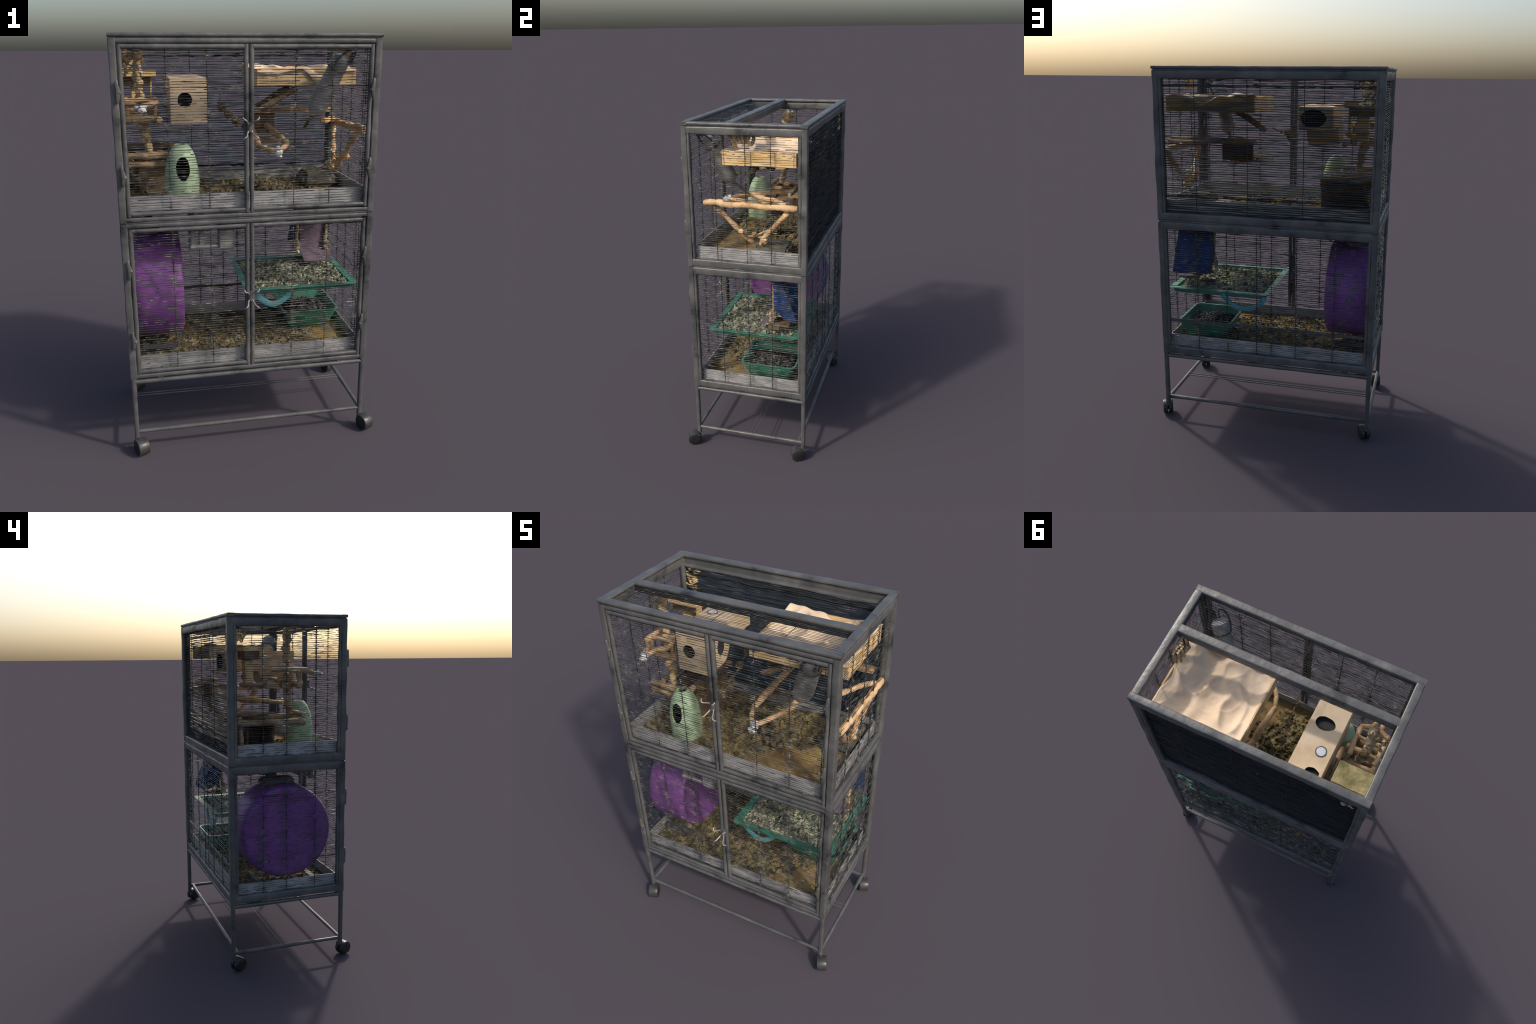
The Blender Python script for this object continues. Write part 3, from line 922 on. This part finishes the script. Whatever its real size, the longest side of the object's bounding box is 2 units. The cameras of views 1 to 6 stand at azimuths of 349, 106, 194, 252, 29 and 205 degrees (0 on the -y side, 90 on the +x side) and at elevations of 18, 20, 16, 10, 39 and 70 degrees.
# --- ceramic house
vz = new_empty("clay_house", (-.317, -.152, 1.232), "pale green egg-shaped clay house with round doorway", "hideout")
g = Geo()
prof = [(.070, 1.231), (.076, 1.235), (.079, 1.26), (.0805, 1.30), (.081, 1.345), (.079, 1.385), (.073, 1.425), (.063, 1.46), (.049, 1.49), (.036, 1.507), (.030, 1.513), (.022, 1.513), (.024, 1.508), (.040, 1.486), (.055, 1.456), (.066, 1.42), (.072, 1.38), (.074, 1.34), (.073, 1.25), (.066, 1.236)]
chamfer_lathe(g, prof, (-.317, -.152, 0), 56, 'z', closed=False)
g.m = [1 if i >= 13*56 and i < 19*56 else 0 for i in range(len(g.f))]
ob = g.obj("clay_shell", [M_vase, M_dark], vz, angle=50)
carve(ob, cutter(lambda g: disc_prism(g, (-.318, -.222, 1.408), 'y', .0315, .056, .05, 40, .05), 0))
for v in ob.data.vertices:
    v.co += V((fbm(v.co, 14, 2), fbm(v.co+V((5, 0, 0)), 14, 2), 0))*.0022

# --- log cabin
lc = new_empty("log_cabin", (-.43, .1, 1.23), "low log shelter with round timber eaves", "hideout")
g = Geo()
log(g, (-.572, -.080, 1.453), (-.372, -.084, 1.453), .0165)
log(g, (-.572, -.078, 1.408), (-.376, -.080, 1.408), .015)
log(g, (-.557, -.092, 1.412), (-.553, .305, 1.416), .0185)
log(g, (-.36, -.075, 1.43), (-.36, .30, 1.43), .0165)
log(g, (-.57, .29, 1.44), (-.30, .29, 1.44), .016)
log(g, (-.535, .28, 1.235), (-.535, .28, 1.42), .015)
g.obj("cabin_log", M_log, lc)
g = Geo()
box(g, (-.575, .13, 1.452), (-.350, .30, 1.463), .004, .02, bevel=.004)
box(g, (-.30, .0, 1.425), (-.36, .30, 1.45), .004, .02, bevel=.004)
g.obj("cabin_roof", M_bark, lc)
g = Geo()
for c0, c1 in (((-.52, .075, 1.232), (-.295, .09, 1.405)), ((-.52, .225, 1.232), (-.295, .24, 1.405)), ((-.31, .088, 1.232), (-.295, .227, 1.405)), ((-.525, .07, 1.395), (-.29, .245, 1.412))):
    box(g, c0, c1, .004, .02, bevel=.004)
g.obj("cabin_wall", M_bark, lc)

# --- grey stone hide, right rear
st = new_empty("stone_hide", (.43, .13, 1.232), "low grey wedge-shaped stone hide", "hideout")
g = Geo()
box(g, (.335, .055, 1.240), (.520, .245, 1.318), .010, .016, bevel=.016)
ob = g.obj("stone_body", M_stone, st)
for v in ob.data.vertices:
    if v.co.z > 1.29:
        v.co.x = .42 + (v.co.x-.42)*.82
        v.co.z -= .02*smoothstep(.42, .28, v.co.x)
g = Geo()
for c, r in (((.48, .25, 1.262), .020), ((.50, .275, 1.258), .016), ((.46, .285, 1.256), .015), ((.505, .24, 1.275), .012)):
    lump(g, c, r, 2, .5)
g.obj("fallen_chunk", M_log, st)
g = Geo()
for i in range(16):
    lump(g, (.04+.06*random.random(), .0+.08*random.random(), 1.25+.05*random.random()), .011+.008*random.random(), 2, .6)
for i in range(10):
    lump(g, (.06+.12*random.random(), -.06+.07*random.random(), 1.245+.02*random.random()), .009+.006*random.random(), 2, .6)
g.obj("seed_husk", M_toy, st)

# --- string of seed heads across the middle
ty = new_empty("seed_string", (-.07, 0, 1.6), "thin string carrying dry spiky seed heads", "chew toy")
ty.parent = cage
g = Geo()
tube(g, [(-.06, .352, 1.70), (-.085, .20, 1.66), (-.088, .117, 1.653), (-.07, .006, 1.63), (-.052, -.117, 1.610), (-.035, -.22, 1.60), (-.028, -.318, 1.605)], .0032, 60, 6, .001, 60)
for c, r in (((-.088, .117, 1.653), .022), ((-.07, .006, 1.630), .022), ((-.052, -.117, 1.610), .021), ((-.045, -.135, 1.595), .014), ((-.033, -.22, 1.592), .012)):
    lump(g, c, r*.85, 3, .55, 1.8)
    for k in range(5):
        d = V((random.random()-.5, random.random()-.5, random.random()-.5)).normalized()
        tube(g, [V(c)+d*r*.5, V(c)+d*r*.95, V(c)+d*r*1.3+V((0, 0, .003))], .003, 6, 5, taper=(1, .3))
g.obj("seed_head", M_toy, ty)

# --- hanging rope tassel right
rt = new_empty("rope_tassel", (.515, 0, 1.86), "looped tan rope tassel hanging from the lid", "chew toy")
rt.parent = cage
g = Geo()
for i in range(9):
    y0 = -.062 + .014*i
    dz = .06 + .035*random.random()
    x0 = .508 + (random.random()-.5)*.03
    tube(g, [(x0, y0, 1.966), (x0+.008, y0-.014, 1.966-dz*.6), (x0, y0+.004, 1.966-dz), (x0-.008, y0+.018, 1.966-dz*.6), (x0, y0+.012, 1.966)], .0062, 26, 7, .002, 60)
for i in range(8):
    lump(g, (.508+(random.random()-.5)*.03, -.045+.1*random.random(), 1.90+.03*random.random()), .014, 2, .5)
g.obj("rope_loop", M_rope, rt)

# --- water bottle
wb = new_empty("water_bottle", (.33, -.13, 1.63), "frosted slanted water bottle with metal spout", "water bottle")
wb.parent = cage
A, B = V((.324, -.123, 1.625)), V((.428, -.228, 1.905))
d = (B - A).normalized(); L = (B - A).length
a, b = frame_at(d)
prof = [(0, .010), (.008, .022), (.018, .036), (.034, .045), (.06, .0495), (.12, .049), (.22, .046), (L-.06, .044), (L-.055, .046), (L-.012, .045), (L-.004, .04), (L, .015)]
g = Geo()
vs, fs = [], []
k = 32
for h, r in prof:
    for j in range(k):
        t = 2*math.pi*j/k
        vs.append(A + d*h + a*r*math.cos(t) + b*r*.92*math.sin(t))
for i in range(len(prof)-1):
    for j in range(k):
        fs.append((i*k+j, i*k+(j+1) % k, (i+1)*k+(j+1) % k, (i+1)*k+j))
fs += [tuple(range(k)), tuple((len(prof)-1)*k+j for j in range(k))]
g.add(vs, fs)
g.obj("bottle_body", M_bottle, wb)
g = Geo()
tube(g, [A+d*.006, (.315, -.105, 1.612), (.310, -.075, 1.59), (.303, -.042, 1.562), (.298, -.025, 1.553)], .009, 24, 8, .001, 40, (1.25, .5))
g.obj("spout", M_toy, wb)
g = Geo()
for s in (-1, 1):
    tube(g, [B - d*.07 + a*s*.046, B + d*-.01 + a*s*.052 - b*.01, B + d*.035 + a*s*.035 - b*.03, B + d*.03 + a*s*.012 - b*.045, B - d*.02 + a*s*.01 - b*.048], .0045, 24, 7)
tube(g, [B - d*.065 + a*.047*math.cos(t) + b*.045*math.sin(t) for t in [i*2*math.pi/20 for i in range(21)]], .003, 40, 6)
g.obj("bottle_hanger", M_dgrey, wb)

# --- wooden crate with fleece
cr_ = new_empty("fleece_crate", (.295, .1, 1.767), "shallow wooden crate draped with tan fleece", "bed")
cr_.parent = cage
bx0, bx1, by0, by1, bz0, bz1 = .050, .537, -.108, .300, 1.768, 1.846
g = Geo()
t = .012
box(g, (bx0, by0, bz0), (bx1, by0+t, bz1), .001, .03)
g.obj("crate_board", M_pine, cr_)
g = Geo()
box(g, (bx0+.001, by1-t, bz0), (bx1-.001, by1, bz1), .001, .03)
g.obj("crate_board", M_pine, cr_)
yy = by0 + t + .0005
cuts = [yy, .055, .185, by1-t-.0005]
for x in (bx0, bx1-t):
    for i in range(3):
        g = Geo()
        box(g, (x+(.0 if i != 1 else .0012), cuts[i]+.0005, bz0+.002*(i == 1)), (x+t, cuts[i+1]-.0005, bz1-.003*(i != 1)), .001, .03)
        g.obj("crate_board", M_pineh if x > .3 else M_pine, cr_)
g = Geo()
box(g, (bx0+t, by0+t, bz0+.002), (bx1-t, by1-t, bz0+.012))
g.obj("crate_floor", M_bark, cr_)

def cloth_z(x, y):
    """sagging in the middle, lifted at the rim of the crate, with creased folds"""
    e = max(0.0, min(x-bx0, bx1-x, y-by0, by1-y))
    back = smoothstep(.16, .30, y)
    front = smoothstep(.03, -.10, y)
    rim = 1.840
    rim += back*(.008*math.exp(-((x-.17)/.11)**2) + .004*smoothstep(.36, .42, x) - .036*math.exp(-((x-.315)/.055)**2) + .006)
    rim += front*(-.030*math.exp(-((x-.375)/.055)**2) + .010*math.exp(-((x-.27)/.04)**2) - .010*smoothstep(.2, .1, x))
    f1 = max(0, 1 - 3.2*abs(fbm((x*3.8 + y*1.5, y*3.8 - x*.7, 3), 1, 2)))**2
    f2 = max(0, 1 - 3.2*abs(fbm((x*8 - y*3, y*7, 9), 1, 2)))**2
    inner = 1.803 + .030*fbm((x*5, y*5, 8), 1, 2) + .026*f1 + .003*f2
    inner += .030*math.exp(-((x-.17)/.10)**2 - ((y-.225)/.055)**2)
    rim += .006*f1 + .010*fbm((x*9, y*9, 5), 1, 2)
    k = math.exp(-(max(0, e-.007)/.04)**1.3)
    return inner*(1-k) + rim*k
NX, NY, drop = 88, 76, 5
g = Geo()
vs = []
for j in range(NY+1):
    for i in range(NX+1):
        ii, jj = min(max(i, drop), NX-drop), min(max(j, drop), NY-drop)
        x = bx0+.007 + (bx1-bx0-.014)*(ii-drop)/(NX-2*drop)
        y = by0-.003 + (by1-by0+.006)*(jj-drop)/(NY-2*drop)
        ex, ey = abs(i-ii), abs(j-jj)
        z = cloth_z(x, y)
        edge = max(ex, ey)
        hang = .0025 + .002*fbm((x*9, y*9, 2), 1, 2)
        if ex > ey: hang = .0008
        elif j > NY-drop: hang *= .6
        if j < drop or j > NY-drop:   # front and rear hems sag between x .2 and .4
            hang += (.011 if j < drop else .003)*math.exp(-((x-.365)/.06)**2)
        dx = (1 if i > ii else -1 if i < ii else 0); dy = (1 if j > jj else -1 if j < jj else 0)
        bulge = (.004 if ey >= ex else .001)*math.sin(min(1, edge/3)*math.pi/2) + .002*fbm((x*20, y*20, z*20), 1, 2)*(edge > 0)
        vs.append(V((x + dx*bulge, y + dy*bulge, z - hang*edge)))
fs = [(j*(NX+1)+i, j*(NX+1)+i+1, (j+1)*(NX+1)+i+1, (j+1)*(NX+1)+i) for j in range(NY) for i in range(NX)]
g.add(vs, fs)
ob = g.obj("fleece", M_cloth, cr_, angle=180)
md = ob.modifiers.new("thickness", 'SOLIDIFY'); md.thickness = .004; md.offset = 0

bpy.context.view_layer.update()
